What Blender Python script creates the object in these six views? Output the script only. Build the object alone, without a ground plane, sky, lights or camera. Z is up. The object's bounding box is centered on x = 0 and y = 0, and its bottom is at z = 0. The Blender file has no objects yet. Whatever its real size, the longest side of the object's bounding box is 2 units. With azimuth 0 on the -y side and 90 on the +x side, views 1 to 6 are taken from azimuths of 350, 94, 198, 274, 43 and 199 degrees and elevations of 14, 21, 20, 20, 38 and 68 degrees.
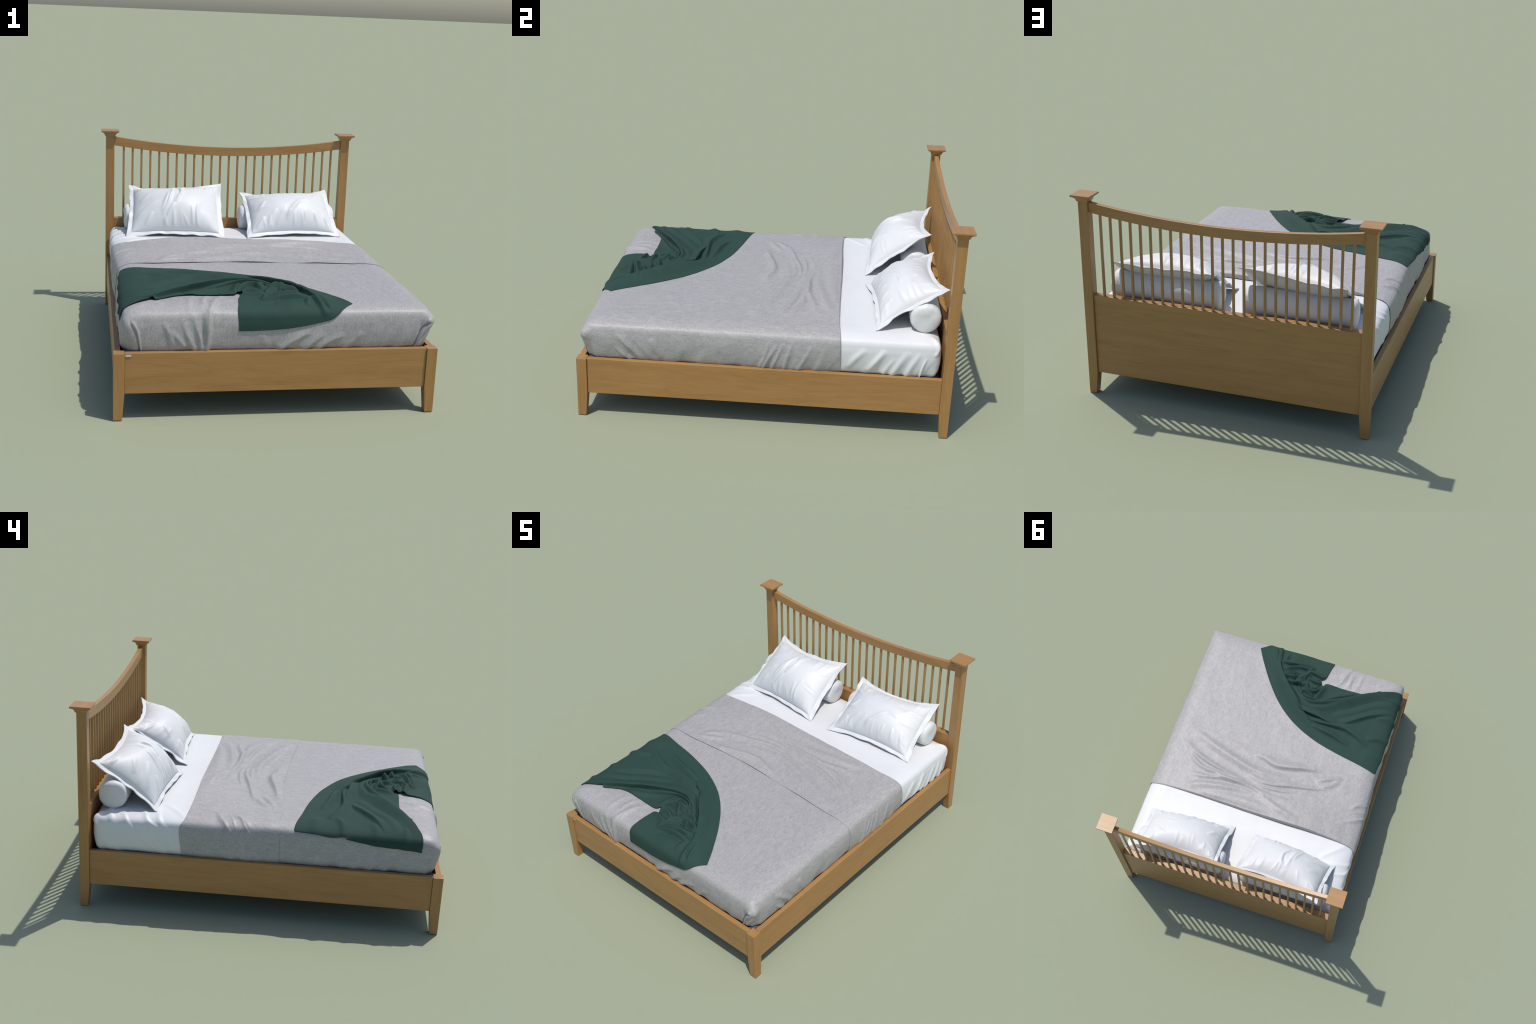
"""A slatted wooden double bed with mattress, fitted sheet, grey duvet, green
throw, two flanged pillows and two bolster cushions.  Metres, z up, head at +y."""
import bpy, bmesh, math
import numpy as np
from mathutils import Vector

rng = np.random.default_rng(7)
COL = bpy.context.scene.collection

# ------------------------------------------------------------------ helpers
def link(ob, parent=None):
    COL.objects.link(ob)
    if parent is not None:
        ob.parent = parent
    return ob

def empty(name, label, category):
    ob = bpy.data.objects.new(name, None)
    ob["label"], ob["category"] = label, category
    return link(ob)

def mesh_from(name, verts, faces, mat, smooth=False, loc=(0, 0, 0)):
    me = bpy.data.meshes.new(name)
    verts = np.asarray(verts, float) - np.asarray(loc, float)
    me.from_pydata([tuple(v) for v in verts], [], [tuple(f) for f in faces])
    if smooth:
        me.polygons.foreach_set("use_smooth", np.ones(len(me.polygons), bool))
    me.update()
    me.materials.append(mat)
    ob = bpy.data.objects.new(name, me)
    ob.location = loc
    return ob

def grid_mesh(name, P, mat, loc=(0, 0, 0), flip=False):
    """P: (n, m, 3) array of points -> smooth quad grid object."""
    n, m, _ = P.shape
    i = np.arange(n * m).reshape(n, m)
    q = np.stack([i[:-1, :-1], i[1:, :-1], i[1:, 1:], i[:-1, 1:]], -1).reshape(-1, 4)
    if flip:
        q = q[:, ::-1]
    v = (P.reshape(-1, 3) - np.asarray(loc)).astype(np.float32)
    me = bpy.data.meshes.new(name)
    me.vertices.add(len(v)); me.vertices.foreach_set("co", v.ravel())
    me.loops.add(q.size); me.loops.foreach_set("vertex_index", q.ravel().astype(np.int32))
    me.polygons.add(len(q))
    me.polygons.foreach_set("loop_start", np.arange(0, q.size, 4, dtype=np.int32))
    me.polygons.foreach_set("use_smooth", np.ones(len(q), bool))
    me.update(calc_edges=True); me.validate()
    me.materials.append(mat)
    ob = bpy.data.objects.new(name, me)
    ob.location = loc
    return ob

def solidify(ob, t, offset=-1.0):
    m = ob.modifiers.new("thickness", "SOLIDIFY")
    m.thickness, m.offset = t, offset
    m.use_quality_normals = True

def bevel(ob, w, seg=2):
    m = ob.modifiers.new("rounded_edges", "BEVEL")
    m.width, m.segments, m.limit_method, m.angle_limit = w, seg, "ANGLE", math.radians(40)
    m.harden_normals = False

def loft(sections):
    """Rectangular sections [(x0,x1,y0,y1,z)] stacked into a closed solid."""
    v, f = [], []
    for (x0, x1, y0, y1, z) in sections:
        v += [(x0, y0, z), (x1, y0, z), (x1, y1, z), (x0, y1, z)]
    for k in range(len(sections) - 1):
        b = 4 * k
        for j in range(4):
            f.append((b + j, b + (j + 1) % 4, b + 4 + (j + 1) % 4, b + 4 + j))
    f.append((3, 2, 1, 0)); b = 4 * (len(sections) - 1)
    f.append((b, b + 1, b + 2, b + 3))
    return v, f

def box(name, x0, x1, y0, y1, z0, z1, mat, parent, bw=0.0015):
    v, f = loft([(x0, x1, y0, y1, z0), (x0, x1, y0, y1, z1)])
    ob = mesh_from(name, v, f, mat, loc=((x0 + x1) / 2, (y0 + y1) / 2, (z0 + z1) / 2))
    if bw:
        bevel(ob, bw)
    return link(ob, parent)

def catmull(pts, n=10):
    p = np.asarray(pts, float)
    if len(p) == 2:
        t = np.linspace(0, 1, n + 1)[:, None]
        return p[0] * (1 - t) + p[1] * t
    q = np.vstack([2 * p[0] - p[1], p, 2 * p[-1] - p[-2]])
    out = []
    for i in range(1, len(q) - 2):
        for t in np.arange(n) / n:
            a, b, c, d = q[i - 1], q[i], q[i + 1], q[i + 2]
            out.append(.5 * (2 * b + (c - a) * t + (2 * a - 5 * b + 4 * c - d) * t * t + (3 * b - a - 3 * c + d) * t ** 3))
    out.append(q[-2])
    return np.array(out)

def resample(pts, ts, n=14):
    """Points along a smooth curve at arc-length fractions ts."""
    c = catmull(pts, n)
    s = np.r_[0, np.cumsum(np.linalg.norm(np.diff(c, axis=0), axis=1))]
    s /= s[-1]
    return np.stack([np.interp(ts, s, c[:, k]) for k in range(c.shape[1])], -1)

def sstep(a, b, x):
    t = np.clip((x - a) / (b - a), 0, 1)
    return t * t * (3 - 2 * t)

def vnoise(x, y, seed):
    """Smooth 2D value noise, about -1..1."""
    tab = np.random.default_rng(seed).uniform(-1, 1, (64, 64))
    xi, yi = np.floor(x).astype(int), np.floor(y).astype(int)
    fx, fy = x - xi, y - yi
    fx, fy = fx ** 3 * (fx * (6 * fx - 15) + 10), fy ** 3 * (fy * (6 * fy - 15) + 10)
    g = lambda a, b: tab[a % 64, b % 64]
    return ((g(xi, yi) * (1 - fx) + g(xi + 1, yi) * fx) * (1 - fy)
            + (g(xi, yi + 1) * (1 - fx) + g(xi + 1, yi + 1) * fx) * fy)

def fbm(x, y, seed, octaves=3):
    return sum(vnoise(x * 2 ** k, y * 2 ** k, seed + k) / 2 ** k for k in range(octaves))

def stroke(U, V, pts, amp, wl, wr=None, ends="both", lean=0.0):
    """Height (and sideways lean) of one crease drawn along a curve.  wl / wr are
    its half widths on the left and right of the direction of travel."""
    wr = wl if wr is None else wr
    c = catmull(pts, 8)
    h = np.zeros(U.shape); du = np.zeros(U.shape); dv = np.zeros(U.shape)
    pad = 3 * max(wl, wr)
    m = ((U > c[:, 0].min() - pad) & (U < c[:, 0].max() + pad)
         & (V > c[:, 1].min() - pad) & (V < c[:, 1].max() + pad))
    if not m.any():
        return h, du, dv
    u, v = U[m], V[m]
    L = np.r_[0, np.cumsum(np.linalg.norm(np.diff(c, axis=0), axis=1))]
    best = np.full(u.shape, 1e9); sd = np.zeros(u.shape); par = np.zeros(u.shape)
    nx = np.zeros(u.shape); ny = np.zeros(u.shape)
    for k in range(len(c) - 1):
        a, b = c[k], c[k + 1]
        d = b - a; l = np.hypot(*d) + 1e-9
        t = np.clip(((u - a[0]) * d[0] + (v - a[1]) * d[1]) / l ** 2, 0, 1)
        ex, ey = u - a[0] - t * d[0], v - a[1] - t * d[1]
        e2 = ex * ex + ey * ey
        w = e2 < best
        best = np.where(w, e2, best)
        side = np.sign(d[0] * ey - d[1] * ex)
        sd = np.where(w, side * np.sqrt(e2), sd)
        par = np.where(w, (L[k] + t * l) / L[-1], par)
        nx = np.where(w, -d[1] / l, nx); ny = np.where(w, d[0] / l, ny)
    tap = {"both": np.clip(np.sin(np.pi * par), 0, 1) ** .7,
           "end": np.clip(np.cos(np.pi / 2 * par), 0, 1) ** .7,
           "start": np.clip(np.sin(np.pi / 2 * par), 0, 1) ** .7,
           "none": np.ones(par.shape)}[ends]
    g = amp * tap * np.exp(-(sd / np.where(sd > 0, wl, wr)) ** 2)
    h[m] = g
    if lean:
        du[m], dv[m] = lean * g * nx, lean * g * ny
    return h, du, dv

# ------------------------------------------------------------------ materials
def new_mat(name):
    m = bpy.data.materials.new(name); m.use_nodes = True
    nt = m.node_tree
    return m, nt, nt.nodes["Principled BSDF"], lambda t, **k: _node(nt, t, k)

def _node(nt, t, k):
    n = nt.nodes.new(t)
    for a, b in k.items():
        setattr(n, a, b)
    return n

def ramp(nt, stops):
    r = nt.nodes.new("ShaderNodeValToRGB")
    e = r.color_ramp.elements
    while len(e) < len(stops):
        e.new(0.5)
    for el, (p, c) in zip(e, stops):
        el.position, el.color = p, (*c, 1)
    return r

def wood(name, axis):
    """Honey-coloured beech; grain runs along the given axis (0, 1 or 2)."""
    m, nt, bs, N = new_mat(name)
    L = nt.links.new
    tc = N("ShaderNodeTexCoord")
    info = N("ShaderNodeObjectInfo")
    off = N("ShaderNodeVectorMath", operation="SCALE"); off.inputs["Scale"].default_value = 7.0
    comb = N("ShaderNodeCombineXYZ")
    for k in range(3):
        L(info.outputs["Random"], comb.inputs[k])
    L(comb.outputs[0], off.inputs[0])
    add = N("ShaderNodeVectorMath", operation="ADD")
    L(tc.outputs["Object"], add.inputs[0]); L(off.outputs[0], add.inputs[1])
    def mapped(along, across):
        mp = N("ShaderNodeMapping")
        s = [across] * 3; s[axis] = along
        mp.inputs["Scale"].default_value = s
        L(add.outputs[0], mp.inputs["Vector"])
        return mp
    # broad cathedral figure: contour lines of a stretched noise
    n1 = N("ShaderNodeTexNoise"); n1.inputs["Scale"].default_value = 1.0
    n1.inputs["Detail"].default_value = 1.5; n1.inputs["Distortion"].default_value = .3
    L(mapped(.85, 8.0).outputs[0], n1.inputs["Vector"])
    mul = N("ShaderNodeMath", operation="MULTIPLY"); mul.inputs[1].default_value = 9.0
    L(n1.outputs["Fac"], mul.inputs[0])
    fr = N("ShaderNodeMath", operation="FRACT"); L(mul.outputs[0], fr.inputs[0])
    figure = ramp(nt, [(0, (.34,) * 3), (.12, (.54,) * 3), (.8, (.58,) * 3), (1, (.34,) * 3)])
    L(fr.outputs[0], figure.inputs[0])
    # fine pores and streaks
    n2 = N("ShaderNodeTexNoise"); n2.inputs["Scale"].default_value = 1.0
    n2.inputs["Detail"].default_value = 4; n2.inputs["Roughness"].default_value = .6
    L(mapped(9, 210).outputs[0], n2.inputs["Vector"])
    n3 = N("ShaderNodeTexNoise"); n3.inputs["Scale"].default_value = 1.0
    n3.inputs["Detail"].default_value = 3
    L(mapped(2.2, 26).outputs[0], n3.inputs["Vector"])
    mx = N("ShaderNodeMix", data_type="FLOAT"); mx.inputs[0].default_value = .5
    L(n2.outputs["Fac"], mx.inputs[2]); L(n3.outputs["Fac"], mx.inputs[3])
    mx2 = N("ShaderNodeMix", data_type="FLOAT"); mx2.inputs[0].default_value = .24
    L(mx.outputs[0], mx2.inputs[2]); L(figure.outputs[0], mx2.inputs[3])
    col = ramp(nt, [(.34, WOOD_DARK), (.52, WOOD_MID), (.68, WOOD_LIGHT)])
    L(mx2.outputs[0], col.inputs[0])
    L(col.outputs[0], bs.inputs["Base Color"])
    bs.inputs["Roughness"].default_value = .385
    bs.inputs["Specular IOR Level"].default_value = .5
    bp = N("ShaderNodeBump"); bp.inputs["Strength"].default_value = .05; bp.inputs["Distance"].default_value = .002
    L(n2.outputs["Fac"], bp.inputs["Height"]); L(bp.outputs[0], bs.inputs["Normal"])
    return m

WOOD_DARK, WOOD_MID, WOOD_LIGHT = (.305, .153, .046), (.380, .201, .066), (.420, .230, .081)

def cloth(name, lo, hi, rough, weave, contrast_noise, streak=False, bump=.08, spec=.5, sheen=0.0):
    m, nt, bs, N = new_mat(name)
    L = nt.links.new
    tc = N("ShaderNodeTexCoord")
    def noise(scale, detail=3, rough_=.6):
        mp = N("ShaderNodeMapping"); mp.inputs["Scale"].default_value = scale
        L(tc.outputs["Object"], mp.inputs["Vector"])
        n = N("ShaderNodeTexNoise"); n.inputs["Scale"].default_value = 1
        n.inputs["Detail"].default_value = detail; n.inputs["Roughness"].default_value = rough_
        L(mp.outputs[0], n.inputs["Vector"])
        return n.outputs["Fac"]
    def mixf(a, b, f):
        x = N("ShaderNodeMix", data_type="FLOAT")
        if isinstance(f, float):
            x.inputs[0].default_value = f
        else:
            L(f, x.inputs[0])
        L(a, x.inputs[2]); L(b, x.inputs[3])
        return x.outputs[0]
    if streak:
        # yarn slubs: along the bed on top and sides, downwards on the foot end
        geo = N("ShaderNodeNewGeometry")
        sep = N("ShaderNodeSeparateXYZ"); L(geo.outputs["True Normal"], sep.inputs[0])
        ab = N("ShaderNodeMath", operation="ABSOLUTE"); L(sep.outputs["Y"], ab.inputs[0])
        mr = N("ShaderNodeMapRange"); mr.inputs["From Min"].default_value = .5; mr.inputs["From Max"].default_value = .8
        L(ab.outputs[0], mr.inputs["Value"])
        fine = mixf(noise((420, 110, 420), 4, .7), noise((420, 420, 110), 4, .7), mr.outputs[0])
        slub = mixf(noise((190, 30, 190), 4, .7), noise((190, 190, 30), 4, .7), mr.outputs[0])
        blot = noise((38, 17, 38), 4, .6)
        f = mixf(mixf(fine, slub, .33), blot, .14)
    else:
        f = mixf(noise((weave,) * 3), noise((9, 9, 9), 2), .45)
    c = ramp(nt, [(.5 - contrast_noise, lo), (.5 + contrast_noise, hi)])
    L(f, c.inputs[0]); L(c.outputs[0], bs.inputs["Base Color"])
    bs.inputs["Roughness"].default_value = rough
    bs.inputs["Specular IOR Level"].default_value = spec
    if sheen:
        bs.inputs["Sheen Weight"].default_value = sheen
        bs.inputs["Sheen Roughness"].default_value = .5
    bp = N("ShaderNodeBump"); bp.inputs["Strength"].default_value = bump; bp.inputs["Distance"].default_value = .0015
    L(f, bp.inputs["Height"]); L(bp.outputs[0], bs.inputs["Normal"])
    return m

M_WX, M_WY, M_WZ = wood("beech_grain_across", 0), wood("beech_grain_along", 1), wood("beech_grain_upright", 2)
M_SHEET = cloth("white_cotton_sheet", (.668, .681, .688), (.712, .721, .724), .5, 260, .2, bump=.03)
M_PILLOW = cloth("white_cotton_pillow", (.66, .672, .678), (.712, .721, .724), .5, 300, .2, bump=.04)
M_DUVET = cloth("grey_heather_linen", (.270, .259, .256), (.470, .455, .450), .5, 0, .12, streak=True, bump=.3, spec=.5)
M_THROW = cloth("dark_green_wool", (.0225, .0530, .0415), (.0285, .0650, .0510), .8, 350, .2, bump=.06, spec=.22)
M_CORE_DARK = cloth("dark_grey_core", (.085, .083, .085), (.12, .118, .12), .8, 200, .2, bump=.03, spec=.2)  # dark grey for the mattress core, so that no white shows in the gaps below the duvet
M_TAG, _nt, _b, _ = new_mat("polished_steel")
_b.inputs["Metallic"].default_value, _b.inputs["Roughness"].default_value = 1.0, .12
_b.inputs["Base Color"].default_value = (.82, .84, .82, 1)

# ------------------------------------------------------------------ bed frame
bed = empty("wooden_bed", "honey beech double bed with curved slatted headboard", "bed")

def post(name, sx, outer_y, inner_y, z_top, z_taper):
    """Square post; the two inner faces taper in below the rails."""
    xo, xi, xb = .800, .7462, .757
    yb = outer_y + (inner_y - outer_y) * .81
    def sec(xin, yin, z):
        xs = sorted((sx * xo, sx * xin)); ys = sorted((outer_y, yin))
        return (*xs, *ys, z)
    v, f = loft([sec(xb, yb, 0.0), sec(xi, inner_y, z_taper), sec(xi, inner_y, z_top)])
    ob = mesh_from(name, v, f, M_WZ, loc=(sx * .773, (outer_y + inner_y) / 2, z_top / 2))
    bevel(ob, .0018)
    return link(ob, bed)

def cap(sx, parent):
    """Flat square cap on a cove moulding."""
    prof = [(.0328, 1.121), (.0330, 1.1255), (.0350, 1.1310), (.0385, 1.1365), (.0435, 1.1415),
            (.0495, 1.1452), (.0545, 1.1475), (.0558, 1.1490), (.0558, 1.1580)]
    cx, cy = sx * .773, .943
    v, f = loft([(cx - r, cx + r, cy - r, cy + r, z) for r, z in prof])
    ob = mesh_from("post_cap", v, f, M_WX, loc=(cx, cy, 1.14))
    bevel(ob, .0008, 1)
    link(ob, parent)

for sx in (1, -1):
    post("foot_post", sx, -1.0, -.946, .3365, .133)
for sx in (1, -1):
    p = post("head_post", sx, .970, .916, 1.1235, .128)
    cap(sx, p)
# children were placed in world coordinates: keep them there
for o in [o for o in COL.objects if o.name.startswith("post_cap")]:
    o.location = Vector(o.location) - Vector(o.parent.location)

box("foot_rail", -.7455, .7455, -.9915, -.962, .1335, .3365, M_WX, bed)
for sx in (1, -1):
    a, b = sorted((sx * .7925, sx * .765))
    box("side_rail", a, b, -.9452, .9152, .1345, .3365, M_WY, bed)
panel = box("headboard_panel", -.7455, .7455, .916, .9585, .128, .590, M_WX, bed)

# curved top rail of the headboard
def rail_top(x):  return 1.0575 + .0588 * (np.abs(x) / .746) ** 2
xs = np.linspace(-.7466, .7466, 61)
v, f = [], []
for x in xs:
    zt = rail_top(x); zb = zt - .0545 - .0015 * (abs(x) / .746)
    v += [(x, .9322, zb), (x, .9322, zt), (x, .9578, zt), (x, .9578, zb)]
for k in range(len(xs) - 1):
    for j in range(4):
        f.append((4 * k + j, 4 * k + (j + 1) % 4, 4 * k + 4 + (j + 1) % 4, 4 * k + 4 + j))
f += [(0, 3, 2, 1)[::-1], tuple(4 * (len(xs) - 1) + j for j in (3, 2, 1, 0))[::-1]]
top_rail = mesh_from("headboard_top_rail", v, f, M_WX, loc=(0, .945, 1.05))
bm = bmesh.new(); bm.from_mesh(top_rail.data); bmesh.ops.recalc_face_normals(bm, faces=bm.faces); bm.to_mesh(top_rail.data); bm.free()
bevel(top_rail, .0015)
link(top_rail, bed)

# 25 spindles, one shared mesh per height is not needed: each reaches the curve
for k in range(25):
    x = -.6860 + .05717 * k
    zt = float(rail_top(x)) - .045
    zb = .586
    v, f = loft([(-.0066, .0066, -.0066, .0066, -(zt - zb) / 2), (-.0066, .0066, -.0066, .0066, (zt - zb) / 2)])
    ob = mesh_from("spindle", v, f, M_WZ)
    ob.location = (x, .9455, (zt + zb) / 2)
    bevel(ob, .0028, 3)
    link(ob, bed)

# small plate screwed to the foot rail, slats under the mattress
box("name_plate", -.7440, -.7150, -.9955, -.9910, .3200, .3315, M_TAG, bed, .0012)
slat_src = None
for k in range(13):
    y = -.87 + k * .143
    if slat_src is None:
        slat_src = box("bed_slat", -.7645, .7645, y - .04, y + .04, .238, .252, M_WX, bed)
    else:
        s = slat_src.copy(); s.location.y = y; link(s, bed)

# ------------------------------------------------------------------ draping map
# Cloth lives on an unfolded plane (U across, V along).  Inside the core it lies on
# the mattress top; beyond it, it follows the mattress profile over the edge and down.
PROFILE = catmull([(-.120, .5455), (-.085, .5430), (-.060, .5390), (-.040, .5335), (-.024, .5265), (-.0115, .5175),
                   (-.0035, .5030), (.0000, .4850), (.0030, .4600), (.0030, .4200), (-.0005, .3850), (-.0050, .3600), (-.0100, .3450), (-.0170, .3355), (-.0290, .3240)], 10)
PS = np.r_[0, np.cumsum(np.linalg.norm(np.diff(PROFILE, axis=0), axis=1))]
SKIRT = PS[-1]
EX, EF, EH = .773, -.968, .902            # outermost planes: sides, foot, head
CX, CF, CH = EX - .12, EF + .12, EH - .12  # core of the top

def base(U, V, pn=6.0):
    cx = np.clip(U, -CX, CX); cy = np.clip(V, CF, CH)
    du, dv = U - cx, V - cy
    a, b = np.abs(du), np.abs(dv)
    d = (a ** pn + b ** pn + 1e-30) ** (1 / pn)
    o = np.interp(d, PS, PROFILE[:, 0]) + .12
    z = np.interp(d, PS, PROFILE[:, 1])
    k = o / np.maximum(d, 1e-9)
    z = z + .006 * (1 - (cx / CX) ** 2) * (1 - sstep(CF, CF + .25, V) * 0 - (1 - sstep(CF - .1, CF + .45, V)) * .9) * (d < 1e-6)
    x, y = cx + du * k, cy + dv * k
    # the throw side sits a little further in toward the foot
    x = x + .017 * (1 - sstep(-.15, .35, y)) * sstep(-.40, -.75, x) * (.15 + .85 * sstep(.34, .45, z))
    # foot corners: the top droops, a pinched tip stands out and the bottom tucks in
    for sx, tx, ty in ((1, .016, -.010), (-1, .000, -.010)):
        c = np.exp(-((x - (EX if sx > 0 else .017 - EX)) / .045) ** 2 - ((y - EF) / .045) ** 2)
        tip = c * np.exp(-((z - .468) / .030) ** 2)
        tuck = c * sstep(.44, .335, z)
        x, y = x + tip * tx - sx * .016 * tuck, y + tip * ty + .012 * tuck
        z = z - .020 * c * sstep(.47, .52, z)
    return np.stack([x, y, z], -1)

def normals(U, V):
    e = 8e-4
    a = base(U + e, V) - base(U - e, V)
    b = base(U, V + e) - base(U, V - e)
    n = np.cross(a, b)
    return n / (np.linalg.norm(n, axis=-1, keepdims=True) + 1e-12)

def lay(U, V, h):
    return base(U, V) + normals(U, V) * h[..., None]

def down(z):
    """Unfolded distance beyond the core at which the profile reaches height z."""
    i = np.argsort(PROFILE[:, 1])
    return np.interp(z, PROFILE[i, 1], PS[i])
def foot(x, z):  return (x, CF - down(z))
def right(y, z): return (CX + down(z), y)
def left(y, z):  return (-CX - down(z), y)

def run(strokes, U, V):
    h = np.zeros(U.shape)
    for s in strokes:
        h += stroke(U, V, *s[:1], **s[1])[0]
    return h
def S(pts, amp, wl, wr=None, ends="both", lean=0.0):
    return (pts, dict(amp=amp, wl=wl, wr=wr, ends=ends, lean=lean))

def hem_ripple(U, V, seed):
    """Soft waviness that grows toward the tucked-in bottom of the skirts."""
    d = np.maximum(np.maximum(np.abs(U) - CX, CF - V), V - CH)
    g = sstep(.14, SKIRT, d)
    along = np.where(np.abs(U) - CX > np.maximum(CF - V, V - CH), V, U)
    return g * (.0045 * vnoise(along * 9 + d * 6, d * 5, seed) + .003 * vnoise(along * 24 + d * 12, d * 8, seed + 1))

# creases of the duvet's foot drop and side drops
DROP = [
    S([foot(-.577, .483), foot(-.543, .423), foot(-.52, .358)], .006, .016, .012),
    S([foot(-.540, .444), foot(-.494, .397), foot(-.465, .362)], .006, .014, .010, "start"),
    S([foot(-.476, .498), foot(-.463, .447), foot(-.437, .387), foot(-.414, .345)], .009, .016, .012, "start"),
    S([foot(-.420, .514), foot(-.406, .455), foot(-.388, .395), foot(-.383, .345)], .009, .012, .012, "start"),
    S([(-.30, CF + .05), foot(-.335, .530), foot(-.345, .479), foot(-.348, .403), foot(-.358, .335)], .016, .012, .020, "start"),
    S([(-.33, CF + .10), (-.36, CF + .02), foot(-.385, .512)], .005, .016),
    S([(-.27, CF + .09), (-.30, CF + .01), foot(-.315, .520), foot(-.315, .46)], .006, .012),
    S([(-.40, CF + .09), (-.43, CF + .02), foot(-.44, .51)], .004, .014),
    S([foot(-.378, .50), foot(-.376, .43), foot(-.367, .36)], -.006, .008),
    S([foot(.157, .425), foot(.090, .396), foot(.010, .345)], .012, .012, .020, "start"),
    S([foot(.230, .416), foot(.181, .384), foot(.125, .340)], .012, .012, .022, "start"),
    S([foot(.325, .408), foot(.254, .379), foot(.200, .342)], .012, .012, .020, "start"),
    S([foot(.416, .421), foot(.364, .370), foot(.337, .344)], .008, .016, .022, "start"),
    S([foot(-.10, .420), foot(-.07, .38), foot(-.06, .34)], .003, .02, .03, "start"),
    # right side
    S([right(-.786, .484), right(-.738, .432), right(-.673, .363), right(-.655, .340)], .011, .020, .012),
    S([right(-.797, .410), right(-.764, .375), right(-.723, .340)], .009, .016, .010, "start"),
    S([right(-.605, .470), right(-.580, .415), right(-.552, .350)], .008, .018, .012),
    S([right(-.700, .47), right(-.66, .42), right(-.60, .345)], .004, .016, .012),
    # left side
    S([left(-.531, .424), left(-.490, .379), left(-.451, .345)], .006, .012, .018, "start"),
    S([left(-.733, .472), left(-.662, .408), left(-.606, .345)], .008, .012, .020, "start"),
    S([left(-.800, .451), left(-.725, .386), left(-.688, .345)], .007, .012, .018, "start"),
    S([left(-.62, .44), left(-.56, .39), left(-.52, .345)], .005, .012, .018, "start"),
]
# folded hospital corners at the foot
CORNER = [
    S([foot(.781, .468), foot(.760, .446), foot(.752, .409), foot(.735, .335)], -.014, .007, .004, "none"),
    S([foot(.772, .478), foot(.790, .455), foot(.776, .40), foot(.757, .335)], .009, .010, .010, "none"),
    S([foot(.735, .480), foot(.742, .440), foot(.744, .405)], -.006, .012),
    S([foot(-.764, .468), foot(-.748, .42), foot(-.722, .335)], -.008, .012, .004, "none"),
    S([foot(-.745, .475), foot(-.730, .42), foot(-.704, .335)], .006, .012, .010, "none"),
    S([(EX - .045, EF + .045), (EX - .0, EF + .0)], .010, .03, .03, "start"),
    S([(-EX + .045, EF + .045), (-EX + .0, EF + .0)], .005, .03, .03, "start"),
]
# fine creases over the folded-back cuff
CUFF = [
    S([(.600, -.105), (.489, -.054), (.386, -.016), (.261, .022), (.138, .057), (.024, .070), (-.097, .061), (-.18, .048)], 0.0207, 0.0240, 0.0384),
    S([(.134, -.060), (.050, -.048), (-.049, -.018), (-.153, -.033), (-.274, -.065), (-.397, -.091)], 0.0189, 0.0408, 0.0168),
    S([(.639, .004), (.534, .066), (.413, .113), (.291, .143), (.188, .164), (.108, .184)], 0.0151, 0.0168, 0.0168),
    S([(.622, .031), (.519, .125), (.439, .161), (.332, .173), (.223, .191), (.073, .203), (-.079, .222), (-.225, .227)], 0.0151, 0.0144, 0.0192),
    S([(.525, .229), (.429, .229), (.293, .199), (.179, .192), (.077, .189)], 0.0113, 0.0168),
    S([(.522, .334), (.435, .293), (.306, .266), (.181, .247), (.095, .242), (.018, .255)], 0.0169, 0.0192, 0.0336),
    S([(.043, .225), (-.054, .254), (-.161, .295), (-.257, .324), (-.332, .336)], 0.0131, 0.0192, 0.0288),
    S([(.124, .119), (.022, .140), (-.086, .135), (-.186, .109), (-.321, .080), (-.455, .050)], 0.0131, 0.0168, 0.0120),
    S([(.10, .098), (-.02, .112), (-.12, .098), (-.24, .075)], 0.0094, 0.0120),
    S([(.07, .155), (-.03, .172), (-.14, .165), (-.26, .14)], 0.0094, 0.0120),
    S([(-.355, .006), (-.462, -.046), (-.546, -.074)], 0.0113, 0.0144, 0.0216),
    S([(-.380, .040), (-.458, .014), (-.534, -.046)], 0.0094, 0.0144, 0.0192),
    S([(.420, .374), (.316, .339), (.176, .323), (.032, .321), (-.114, .326), (-.220, .321)], 0.0113, 0.0312, 0.0408),
    # side wrinkles
    S([right(.010, .490), right(-.005, .413), right(-.034, .345)], .007, .010, .010, "start"),
    S([right(.058, .479), right(.018, .409), right(-.017, .340)], .009, .010, .010, "start"),
    S([right(.085, .486), right(.060, .417), right(.029, .340)], .007, .010, .008, "start"),
    S([right(.135, .505), right(.115, .431), right(.095, .340)], .007, .012, .010, "start"),
    S([right(.241, .496), right(.208, .422), right(.169, .345)], .006, .014, .010, "start"),
    S([right(.31, .47), right(.29, .42), right(.26, .345)], .004, .018, .014, "start"),
    S([(-CX + .0, .235), left(.185, .530), left(.165, .515), left(.102, .435), left(.035, .350)], .0034, .0050, .0085),
    S([(-CX + .01, .125), left(.075, .525), left(.055, .505), left(.024, .46), left(-.016, .406), left(-.045, .350)], .0034, .0050, .0085),
    S([(-CX - .01, .215), left(.175, .520), left(.165, .49)], .0022, .005),
    S([(-CX - .0, .165), left(.13, .525), left(.11, .49)], .0022, .005),
    S([(-.66, .142), (-.72, .075), (-.775, .05)], .005, .014),
    S([(-.645, .231), (-.718, .207), (-.776, .165)], .005, .014),
]
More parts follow.
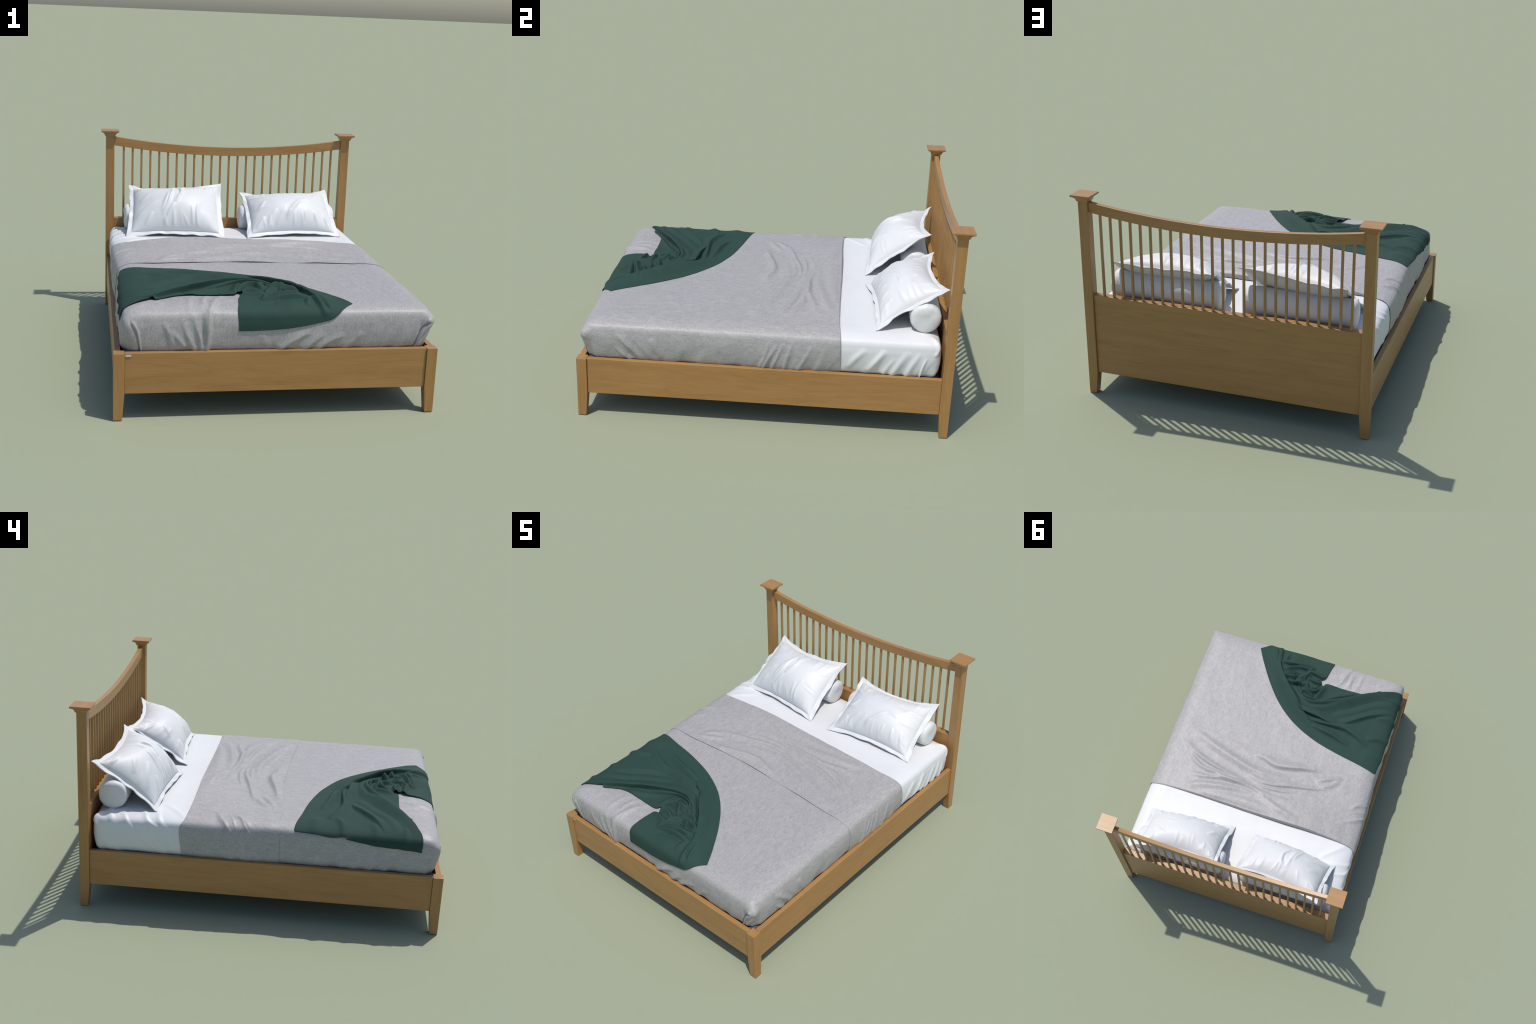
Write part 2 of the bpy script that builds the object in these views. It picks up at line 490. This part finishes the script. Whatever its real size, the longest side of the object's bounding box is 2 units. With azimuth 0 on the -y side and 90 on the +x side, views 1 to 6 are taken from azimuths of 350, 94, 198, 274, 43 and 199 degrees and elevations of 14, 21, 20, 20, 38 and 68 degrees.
SHEET = [
    S([right(.517, .479), right(.465, .430), right(.423, .365)], 0.0078, .018, .014, "both"),
    S([right(.617, .481), right(.576, .427), right(.525, .350)], 0.0104, .018, .012, "both"),
    S([right(.736, .479), right(.687, .404), right(.655, .340)], 0.0104, .020, .014, "start"),
    S([right(.796, .473), right(.756, .408), right(.728, .340)], 0.0117, .018, .012, "start"),
    S([right(.852, .451), right(.838, .404), right(.825, .340)], 0.0117, .014, .010, "start"),
    S([right(.67, .44), right(.64, .40), right(.61, .345)], 0.0065, .014, .010, "start"),
    S([(-CX + .03, .76), left(.715, .520), left(.643, .448), left(.574, .376), left(.542, .345)], .006, .008, .018),
    S([(-CX + .06, .70), (-CX - .02, .63), left(.602, .525), left(.539, .486), left(.475, .414), left(.438, .355)], .0055, .008, .016),
    S([(-CX + .09, .62), (-CX - .0, .56), left(.53, .52), left(.45, .45)], .005, .012, .018),
    S([(-CX + .10, .54), (-CX + .02, .47), (-CX - .06, .40)], .005, .014, .02),
    S([(-CX + .02, .83), left(.80, .52), left(.76, .46)], .006, .018),
    S([(CX + .05, CH + .07), right(.905, .50), right(.90, .46)], 0.0104, .014),
    S([(-CX - .05, CH + .07), left(.90, .515), left(.89, .48)], .014, .014),
]

def duvet_height(U, V):
    """Relief shared by the duvet and everything lying on it."""
    h = .003 + run(DROP, U, V) + run(CORNER, U, V)
    h += .0016 * fbm(U * 7, V * 7, 11) + hem_ripple(U, V, 31)
    h += .0022 * np.exp(-((U + .33) / .10) ** 2) * np.exp(-((V - CF + .02) / .12) ** 2) * vnoise(U * 55 + V * 6, V * 9, 5)
    return h

def sheet_height(U, V):
    return run(SHEET, U, V) + .0012 * fbm(U * 6, V * 6, 21) + hem_ripple(U, V, 41)

# ------------------------------------------------------------------ mattress + sheet
mattress = empty("mattress", "thick mattress under a white fitted cotton sheet", "mattress")
v, f = loft([(-.752, .752, -.950, .900, .2525), (-.758, .758, -.956, .905, .260), (-.756, .756, -.954, .900, .315),
             (-.735, .735, -.925, .872, .335), (-.735, .735, -.92, .870, .50), (-.70, .70, -.89, .83, .53)])
core = mesh_from("mattress_core", v, f, M_CORE_DARK, loc=(0, -.03, .39)); bevel(core, .03, 4)
link(core, mattress)
u = np.linspace(-CX - SKIRT, CX + SKIRT, 330)
vv = np.linspace(.16, CH + SKIRT, 190)
U, V = np.meshgrid(u, vv, indexing="ij")
sheet = grid_mesh("fitted_sheet", lay(U, V, sheet_height(U, V)), M_SHEET)
solidify(sheet, .003)
link(sheet, mattress)

# ------------------------------------------------------------------ duvet
duvet = empty("duvet", "heather grey duvet with folded back cuff", "bedding")
SEAM = catmull([(-.97, -.118), (-.80, -.116), (-.70, -.108), (-.549, -.114), (-.264, -.098), (-.045, -.096), (.256, -.112), (.563, -.135), (.70, -.140), (.80, -.136), (.97, -.132)])
EDGE = catmull([(-.97, .412), (-.84, .425), (-.779, .425), (-.73, .402), (-.60, .391), (-.30, .383), (.083, .380), (.374, .378), (.630, .379), (.74, .384), (.97, .386)])
seam_at = lambda u: np.interp(u, SEAM[:, 0], SEAM[:, 1])
edge_at = lambda u: np.interp(u, EDGE[:, 0], EDGE[:, 1]) + .004 * vnoise(u * 4.5 + 20, u * 0, 55)

u = np.linspace(-CX - SKIRT, CX + SKIRT, 400)
t = np.linspace(0, 1, 340)
U, T = np.meshgrid(u, t, indexing="ij")
V = (CF - SKIRT) * (1 - T) + (edge_at(U) - .03) * T
cover = grid_mesh("duvet_cover", lay(U, V, duvet_height(U, V)), M_DUVET)
solidify(cover, .004)
link(cover, duvet)

t = np.linspace(0, 1, 170)
# denser rows at the rolled edge
T = .5 * (t + sstep(0, 1, t))
U, T = np.meshgrid(u, T, indexing="ij")
V0, V1 = seam_at(U), edge_at(U)
V = V0 * (1 - T) + V1 * T
toe, heel = V - V0, V1 - V
top = sstep(CX + .10, CX - .08, np.abs(U))
h = .0060 + .0030 * top * np.exp(-((U + .05) / .45) ** 2) * np.exp(-(toe / .08) ** 2)
# the folded edge stands up in a soft roll, highest left of the middle
CREST = catmull([(-.83, .45), (-.742, .524), (-.70, .542), (-.61, .562), (-.50, .574), (-.39, .583), (-.24, .584), (-.08, .578),
                 (.19, .571), (.41, .566), (.56, .558), (.72, .534), (.83, .45)])
puff = np.interp(U[:, :1], CREST[:, 0], CREST[:, 1]) - base(U[:, :1], U[:, :1] * 0 + .38)[..., 2]
puff = np.clip(puff, .006, .05) * sstep(.765, .70, np.abs(U[:, :1])) + .006 * sstep(.70, .765, np.abs(U[:, :1]))
h = h + (puff - .005) * sstep(.05, .95, T) ** 1.3
roll = np.sqrt(np.clip(1 - np.clip(1 - heel / .007, 0, 1) ** 2, 0, 1))
h = h * (.15 + .85 * roll)
h += .0016 * fbm(U * 7, V * 7, 11) + hem_ripple(U, V, 31)
fade = sstep(0, .05, toe) * .85 + .15
h += (run(CUFF, U, V)) * fade * sstep(0, .03, heel) + .0012 * fbm(U * 9, V * 9, 61) * sstep(0, .03, heel) * fade
h += .003 * sstep(.05, 0, toe) * top * vnoise(U * 5, U * 0, 77)
h = np.maximum(h, .0040)
cuff = grid_mesh("duvet_cuff", lay(U, V, h), M_DUVET)
solidify(cuff, .0026)
link(cuff, duvet)

# ------------------------------------------------------------------ throw
LH, LF = left(-.196, .518), left(-.883, .461)
FL, FR = foot(-.200, .434), (.372, -.905)
ARC = [LH, (-.738, -.192), (-.588, -.222), (-.430, -.250), (-.266, -.293), (-.123, -.352), (-.001, -.426), (.107, -.522), (.209, -.645), (.304, -.785), (.350, -.862), FR]
LHEM = [LH, left(-.309, .512), left(-.390, .504), left(-.463, .510), left(-.480, .500), left(-.574, .486), left(-.676, .474), left(-.781, .470), LF]
FHEM = [FR, (.345, -.925), foot(.300, .515), foot(.260, .490), foot(.231, .479), foot(.134, .459), foot(.031, .445), foot(-.096, .436), FL]
IN1 = [LF, left(-.880, .50), (-.735, -.872), (-.650, -.838), (-.628, -.822), (-.600, -.832), (-.558, -.806), (-.467, -.768), (-.327, -.764), (-.207, -.766), (-.180, -.740), (-.160, -.738)]
IN2 = [(-.160, -.738), (-.158, -.765), (-.150, -.792), (-.178, -.812), (-.188, -.850), (-.196, -.900), foot(-.206, .523), foot(-.202, .48), FL]
na, nb = 440, 300
ta, tb = np.linspace(0, 1, na), np.linspace(0, 1, nb)
half = na // 2
arc = np.vstack([resample(ARC, np.linspace(0, .52, half, endpoint=False)), resample(ARC, np.linspace(.52, 1, na - half))])
inner = np.vstack([resample(IN1, np.linspace(0, 1, half, endpoint=False)), resample(IN2, np.linspace(0, 1, na - half))])
lhem, fhem = resample(LHEM, tb), resample(FHEM, tb)
A, B = ta[:, None, None], tb[None, :, None]
Q = ((1 - B) * arc[:, None] + B * inner[:, None] + (1 - A) * lhem[None] + A * fhem[None]
     - ((1 - A) * (1 - B) * np.array(LH) + A * (1 - B) * np.array(FR) + (1 - A) * B * np.array(LF) + A * B * np.array(FL)))
U, V = Q[..., 0], Q[..., 1]

FOLDS = [
    # long roll that follows the curved edge, steep on its inner side
    S([(.262, -.955), (.207, -.845), (.170, -.770), (.105, -.680), (.030, -.600), (-.036, -.532), (-.128, -.462), (-.200, -.405)], 0.0354, 0.0149, 0.0575, "both", .35),
    S([(.225, -.965), (.195, -.867), (.168, -.815)], 0.0212, 0.0115, 0.0207, "both"),
    # double main fold sweeping to the foot-left corner
    S([(.020, -.690), (.012, -.656), (-.023, -.610), (-.092, -.574), (-.162, -.572), (-.245, -.596), (-.335, -.640), (-.411, -.683), (-.480, -.728), (-.598, -.796), (-.74, -.866)], 0.0425, 0.0103, 0.0460, "both", .5),
    S([(.000, -.700), (-.020, -.650), (-.060, -.606), (-.130, -.594), (-.200, -.606), (-.280, -.640), (-.36, -.69)], 0.0283, 0.0103, 0.0161, "both", .4),
    S([(-.031, -.546), (-.079, -.510), (-.144, -.500), (-.216, -.492), (-.304, -.474), (-.40, -.47)], 0.0319, 0.0345, 0.0126, "both", -.4),
    S([(-.145, -.455), (-.216, -.448), (-.313, -.449), (-.394, -.452), (-.450, -.447), (-.542, -.417), (-.64, -.37)], 0.0248, 0.0391, 0.0138),
    S([(-.358, -.480), (-.444, -.516), (-.529, -.573), (-.617, -.625), (-.738, -.681)], 0.0230, 0.0391, 0.0161),
    S([(-.180, -.415), (-.276, -.389), (-.364, -.372), (-.50, -.33)], 0.0212, 0.0276, 0.0138),
    S([(-.30, -.52), (-.45, -.60), (-.60, -.70), (-.755, -.76)], 0.0142, 0.0345, 0.0345),
    S([(-.195, -.745), (-.172, -.680), (-.150, -.609)], 0.0212, 0.0230, 0.0092),
    S([(-.25, -.66), (-.36, -.72), (-.46, -.765)], 0.0124, 0.0230, 0.0345),
    # left edge ripples
    S([left(-.46, .49), (-.70, -.45), (-.60, -.41)], 0.0212, 0.0230, 0.0230, "end"),
    S([left(-.62, .46), (-.72, -.63), (-.64, -.60)], 0.0159, 0.0230, 0.0230, "end"),
    S([left(-.30, .50), (-.70, -.31), (-.62, -.30)], 0.0124, 0.0345, 0.0345, "end"),
    S([left(-.78, .44), (-.73, -.79), (-.66, -.78)], 0.0177, 0.0207, 0.0207, "end"),
    S([(-.615, -.815), (-.60, -.79), (-.585, -.765)], 0.0283, 0.0115, 0.0115, "end"),
    # bunched cloth of the front leaf
    S([(.190, -.850), (.132, -.850), (.068, -.852), (-.012, -.864), (-.070, -.870)], 0.0319, 0.0115, 0.0276),
    S([(.138, -.775), (.118, -.804), (.054, -.826), (-.020, -.838), (-.062, -.855)], 0.0354, 0.0138, 0.0207),
    S([(-.075, -.868), (-.050, -.825), (-.030, -.766), (-.02, -.73)], 0.0336, 0.0161, 0.0126),
    S([(-.050, -.818), (-.108, -.808), (-.152, -.802), (-.185, -.812)], 0.0283, 0.0230, 0.0115, "end"),
    S([(.020, -.745), (-.017, -.761), (-.038, -.784), (-.071, -.808)], 0.0248, 0.0115, 0.0161),
    S([(.150, -.745), (.102, -.737), (.047, -.740), (.010, -.760)], 0.0319, 0.0138, 0.0184),
    S([(.095, -.705), (.050, -.690), (.010, -.700), (-.030, -.715)], 0.0319, 0.0138, 0.0161),
    S([(-.010, -.703), (-.055, -.712), (-.081, -.672), (-.130, -.668), (-.172, -.715), (-.186, -.735)], 0.0319, 0.0126, 0.0161),
    S([(-.023, -.613), (-.049, -.655), (-.094, -.650), (-.137, -.625)], 0.0248, 0.0138, 0.0161),
    S([(.180, -.800), (.195, -.86), (.213, -.94), foot(.225, .50)], 0.0195, 0.0184, 0.0138),
    S([(.150, -.815), (.155, -.87), (.14, -.93)], 0.0142, 0.0207, 0.0161),
    S([(-.18, -.76), (-.13, -.745), (-.08, -.755), (-.04, -.775)], 0.0230, 0.0115, 0.0138),
    S([(.085, -.775), (.06, -.76), (.065, -.73), (.09, -.715)], 0.0212, 0.0115, 0.0115),
    S([(-.02, -.90), (.06, -.915), (.13, -.905)], 0.0088, 0.0345, 0.0345),
]
VALLEYS = [
    S([(-.15, -.592), (-.235, -.622), (-.33, -.672), (-.41, -.715), (-.47, -.745)], -.016, .012, .008),
    S([(-.03, -.60), (-.09, -.558), (-.165, -.552), (-.25, -.575), (-.33, -.62)], -.010, .008, .010),
    S([(-.02, -.535), (-.085, -.488), (-.16, -.478), (-.24, -.47)], -.012, .008, .012),
    S([(-.14, -.44), (-.24, -.43), (-.34, -.43), (-.44, -.43)], -.008, .007, .012),
    S([(.155, -.775), (.09, -.69), (.02, -.615), (-.045, -.55), (-.12, -.485)], -.014, .010, .007),
    S([(.16, -.83), (.10, -.826), (.04, -.838)], -.012, .008, .008),
    S([(-.06, -.835), (-.035, -.79), (-.045, -.765)], -.012, .008, .008),
    S([(.12, -.757), (.06, -.757), (.0, -.775)], -.010, .008, .008),
    S([(.04, -.672), (-.02, -.68), (-.06, -.69)], -.012, .008, .008),
    S([(-.10, -.69), (-.14, -.70), (-.165, -.735)], -.012, .007, .007),
    S([(.21, -.82), (.225, -.88), (.245, -.95)], -.008, .010, .008),
]
h = np.zeros(U.shape); sU = np.zeros(U.shape); sV = np.zeros(U.shape)
for p, k in FOLDS:
    a, b, c = stroke(U, V, p, **k)
    h = np.maximum(h, a); sU += b; sV += c
swell = .012 * np.exp(-((U + .04) / .20) ** 2 - ((V + .66) / .15) ** 2)
h = h + swell + run(VALLEYS, U, V)
# restless small crumples around the gathering point
bunch = np.exp(-(((U - .04) / .13) ** 2 + ((V + .755) / .085) ** 2))
wu, wv = U + .02 * vnoise(U * 16, V * 16, 91), V + .02 * vnoise(U * 16, V * 16, 92)
h += .016 * bunch * np.abs(vnoise(wu * 17, wv * 20, 93)) ** .7
h += .0025 * fbm(U * 5, V * 5, 95)
# keep the hem quiet: gently lifted edge
b_ = np.broadcast_to(tb[None, :], U.shape)
quiet = sstep(0, .16, b_)
h = h * quiet
h = h * (1 - .5 * sstep(.66, .755, -U))
h = .0035 + .003 * quiet + np.maximum(h, -.002)
throw_h = duvet_height(U, V) + h
P = lay(U + sU * quiet, V + sV * quiet, throw_h)
throw = grid_mesh("throw_blanket", P, M_THROW, flip=True)
solidify(throw, .0025)
throw["label"], throw["category"] = "dark green throw blanket, crumpled over the foot corner", "blanket"
link(throw)

# ------------------------------------------------------------------ pillows
def pillow(label, corners, bulge_front, bulge_back, strokes, seed, bows, crown):
    """Flanged pillow: corners TL, TR, BL, BR of the flange (seen from the foot)."""
    root = empty("pillow", label, "pillow")
    TL, TR, BL, BR = [np.array(c, float) for c in corners]
    centre = (TL + TR + BL + BR) / 4
    ex = ((TR - TL) + (BR - BL)) / 2; ey = ((TL - BL) + (TR - BR)) / 2
    W, H = np.linalg.norm(ex), np.linalg.norm(ey)
    nrm = np.cross(ex, ey); nrm /= np.linalg.norm(nrm)
    exu, eyu = ex / W, ey / H
    top_bow, bot_bow, l_bow, r_bow = bows
    fs, ft = 1 - .056 / W, 1 - .056 / H          # seam, in flange units
    def mid(s, t):
        a, b = (s + 1) / 2, (t + 1) / 2
        p = ((1 - a) * b)[..., None] * TL + (a * b)[..., None] * TR + ((1 - a) * (1 - b))[..., None] * BL + (a * (1 - b))[..., None] * BR
        cs, ct = 1 - np.abs(s) ** 2.2, 1 - np.abs(t) ** 2.2
        p = p - eyu * (cs * (np.where(t > 0, t * top_bow, t * bot_bow)))[..., None]
        p = p - exu * (ct * (np.where(s > 0, s * r_bow, s * l_bow)))[..., None]
        p = p + nrm * (crown * (1 - s ** 2) * (1 - t ** 2) - .006 * (np.abs(s) * np.abs(t)) ** 3)[..., None]
        return p
    def body(sign, amount):
        n, m = 150, 120
        ss, tt = np.linspace(-1, 1, n), np.linspace(-1, 1, m)
        ss, tt = np.sin(ss * np.pi / 2) * .25 + ss * .75, np.sin(tt * np.pi / 2) * .25 + tt * .75
        s, t = np.meshgrid(ss, tt, indexing="ij")
        prof = ((1 - np.abs(s) ** 2.8) * (1 - np.abs(t) ** 2.4))
        hh = amount * (.62 * np.clip(prof, 0, 1) ** .46 + .38 * np.clip((1 - s * s) * (1 - t * t), 0, 1))
        w = np.zeros(s.shape)
        if sign > 0:
            X, Y = s * W / 2, t * H / 2
            for pts, amp, wl, wr in strokes:
                q = [(x * W / 2, y * H / 2) for x, y in pts]
                w += stroke(X, Y, q, amp, wl, wr, "both")[0]
            r = np.random.default_rng(seed)
            for edge, cnt in (("t", 13), ("b", 9), ("l", 6), ("r", 6)):
                for _ in range(cnt):
                    p = r.uniform(-.9, .9); l = r.uniform(.22, .62); k = r.uniform(-.14, .14)
                    a, am = r.uniform(.0018, .0046), r.uniform(.006, .013)
                    e = {"t": [(p, .99), (p + k, .99 - l)], "b": [(p, -.99), (p * .93 + k, -.99 + l)],
                         "l": [(-.99, p), (-.99 + l * .7, p * .9 + k)], "r": [(.99, p), (.99 - l * .7, p * .9 + k)]}[edge]
                    q = [(x * W / 2, y * H / 2) for x, y in e]
                    w += stroke(X, Y, q, a * 1.15, am, am * 1.3, "end")[0]
            w += .0022 * fbm(X * 7, Y * 7, seed, 2)
        mask = sstep(0, .12, 1 - np.maximum(np.abs(s), np.abs(t)))
        hh = hh + w * mask
        P = mid(s * fs, t * ft) + nrm * (sign * (hh + .0012))[..., None]
        # seam puckers: tiny in-plane waves along the rim
        return P, (s, t)
    Pf, _ = body(1, bulge_front); Pb, _ = body(-1, bulge_back)
    # nothing sinks into the mattress top
    Pb[..., 2] = np.maximum(Pb[..., 2], .547); Pf[..., 2] = np.maximum(Pf[..., 2], .551)
    front = grid_mesh("pillow_front", Pf, M_PILLOW, loc=centre)
    back = grid_mesh("pillow_back", Pb, M_PILLOW, loc=centre, flip=True)
    # flange: a strip around the seam, wavy, 4 mm thick
    n_side = 90
    q = np.linspace(-1, 1, n_side, endpoint=False)
    one = np.ones(n_side)
    s0 = np.r_[q, one, -q, -one]; t0 = np.r_[-one, q, one, -q]
    rows = 9
    rad = np.linspace(0, 1, rows)
    per = np.arange(4 * n_side) / (4 * n_side)
    per = np.r_[per, per[:1]]; s0 = np.r_[s0, s0[:1]]; t0 = np.r_[t0, t0[:1]]
    ang = 2 * np.pi * per
    wave = vnoise(8 + 3.5 * np.cos(ang) * 1.3, 8 + 3.5 * np.sin(ang) * 1.3, seed + 3) * .011 + vnoise(9 + 6 * np.cos(ang) * 1.4, 9 + 6 * np.sin(ang) * 1.4, seed + 5) * .004
    Fg = np.zeros((len(s0), rows, 3))
    for j, r_ in enumerate(rad):
        ks = fs * (1 - r_) * .985 + r_ * 1.0 if False else (fs - .015) * (1 - r_) + r_
        kt = (ft - .015) * (1 - r_) + r_
        inset = .005 * r_ * vnoise(7 + 4 * np.cos(ang) * 1.3, 7 + 4 * np.sin(ang) * 1.3, seed + 9)
        p = mid(s0 * ks, t0 * kt)
        out = exu * (s0 * (np.abs(s0) > .995))[:, None] + eyu * (t0 * (np.abs(t0) > .995))[:, None]
        damp = 1 - (np.abs(s0) * np.abs(t0)) ** 6
        Fg[:, j] = p + nrm * (wave * r_ * (.35 + .65 * damp) + .0005)[:, None] - out * (inset * damp)[:, None]
    Fg[..., 2] = np.maximum(Fg[..., 2], .5485 + .0 * Fg[..., 2])
    flange = grid_mesh("pillow_flange", Fg, M_PILLOW, loc=centre, flip=True)
    solidify(flange, .0045, 0.0)
    root.location = centre
    for o in (front, back, flange):
        o.location = (0, 0, 0)
        link(o, root)
    return root

PL = [([(.08, .80), (.15, .35), (.10, .02), (.0, -.25)], .013, .010, .016),
      ([(-.03, .74), (-.07, .36), (-.15, -.20), (-.30, -.66)], .010, .011, .013),
      ([(-.15, .36), (-.19, .02), (-.32, -.55)], .008, .010, .012),
      ([(.0, -.25), (-.15, -.60), (-.24, -.88)], .008, .011, .011),
      ([(.40, -.32), (.39, -.95)], .006, .010, .010),
      ([(.58, -.12), (.50, -.55), (.49, -.95)], .007, .011, .011),
      ([(-.56, .36), (-.86, .02)], .006, .016, .016),
      ([(-.52, -.52), (-.69, -.88)], .006, .012, .012),
      ([(-.40, -.10), (-.70, -.35), (-.92, -.60)], .006, .016, .016),
      ([(.06, .55), (.10, .25), (.07, .05)], -.006, .009, .009)]
PR = [([(.40, .62), (.50, .50), (.64, .40)], -.007, .013, .018),
      ([(.30, .10), (.08, -.24), (-.16, -.70)], .009, .013, .020),
      ([(.56, -.02), (.42, .06), (.26, .05)], .005, .016, .016),
      ([(-.64, .20), (-.85, -.24)], .007, .014, .014),
      ([(-.40, -.35), (-.52, -.60), (-.66, -.90)], .006, .012, .016),
      ([(-.18, -.35), (-.28, -.60), (-.40, -.90)], .005, .012, .016),
      ([(.32, -.43), (.27, -.83)], .006, .011, .011),
      ([(.54, -.43), (.55, -.83)], .006, .011, .011),
      ([(.77, -.40), (.83, -.93)], .007, .011, .011),
      ([(-.70, -.55), (-.90, -.90)], .007, .014, .014),
      ([(-.05, -.45), (-.18, -.80)], .006, .012, .012)]
pillow("white cotton pillow with wide flange, leaning on bolster",
       [(-.654, .933, .803), (-.056, .881, .832), (-.684, .560, .548), (-.070, .513, .551)], .112, .055, PL, 101, (.050, .022, .016, .012), .012)
pillow("white cotton pillow with wide flange, slightly slumped",
       [(.067, .893, .772), (.656, .925, .790), (.071, .515, .549), (.685, .557, .548)], .108, .055, PR, 202, (.048, .032, .018, .012), .012)

# ------------------------------------------------------------------ bolsters
def bolster(x0, x1, y, r, seed):
    n, m = 96, 72
    prof = catmull([(0, .0), (.5, .002), (.78, .006), (.91, .013), (.975, .024), (1.0, .044), (1.0, .09)], 8)
    L = (x1 - x0) / 2
    rr = prof[:, 0]; xx = prof[:, 1]
    xs = np.r_[-L + xx, np.linspace(-L + .1, L - .1, 40), (L - xx)[::-1]]
    rs = np.r_[rr, np.ones(40), rr[::-1]]
    th = np.linspace(0, 2 * np.pi, n + 1)
    X, TH = np.meshgrid(xs, th, indexing="ij"); R = np.meshgrid(rs, th, indexing="ij")[0]
    cap_ = np.exp(-((R - .93) / .12) ** 2) * (np.abs(X) > L - .06)
    R = R * r * (1 + .008 * vnoise(X * 9 + 9, np.cos(TH) * 2 + 5, seed) + .018 * cap_ * vnoise(np.cos(TH) * 5 + 9, np.sin(TH) * 5 + X * 3 + 9, seed + 1))
    R = R * (1 - .02 * np.exp(-((np.abs(X) - L + .055) / .006) ** 2))
    dx = .003 * np.sign(X) * (np.abs(X) > L - .05) * vnoise(R * np.cos(TH) * 22 + 9, R * np.sin(TH) * 22 + 9, seed + 2)
    Yc, Zc = R * np.cos(TH), R * np.sin(TH)
    Zc = np.maximum(Zc, -r * .93 - .0)
    P = np.stack([X + dx, Yc, Zc], -1)
    ob = grid_mesh("bolster_cushion", P, M_PILLOW)
    ob.location = ((x0 + x1) / 2, y, .5455 + r * .93)
    ob["label"], ob["category"] = "round white bolster cushion behind the pillow", "cushion"
    return link(ob)

bolster(.052, .684, .815, .0815, 301)
bolster(-.690, -.074, .812, .0815, 302)
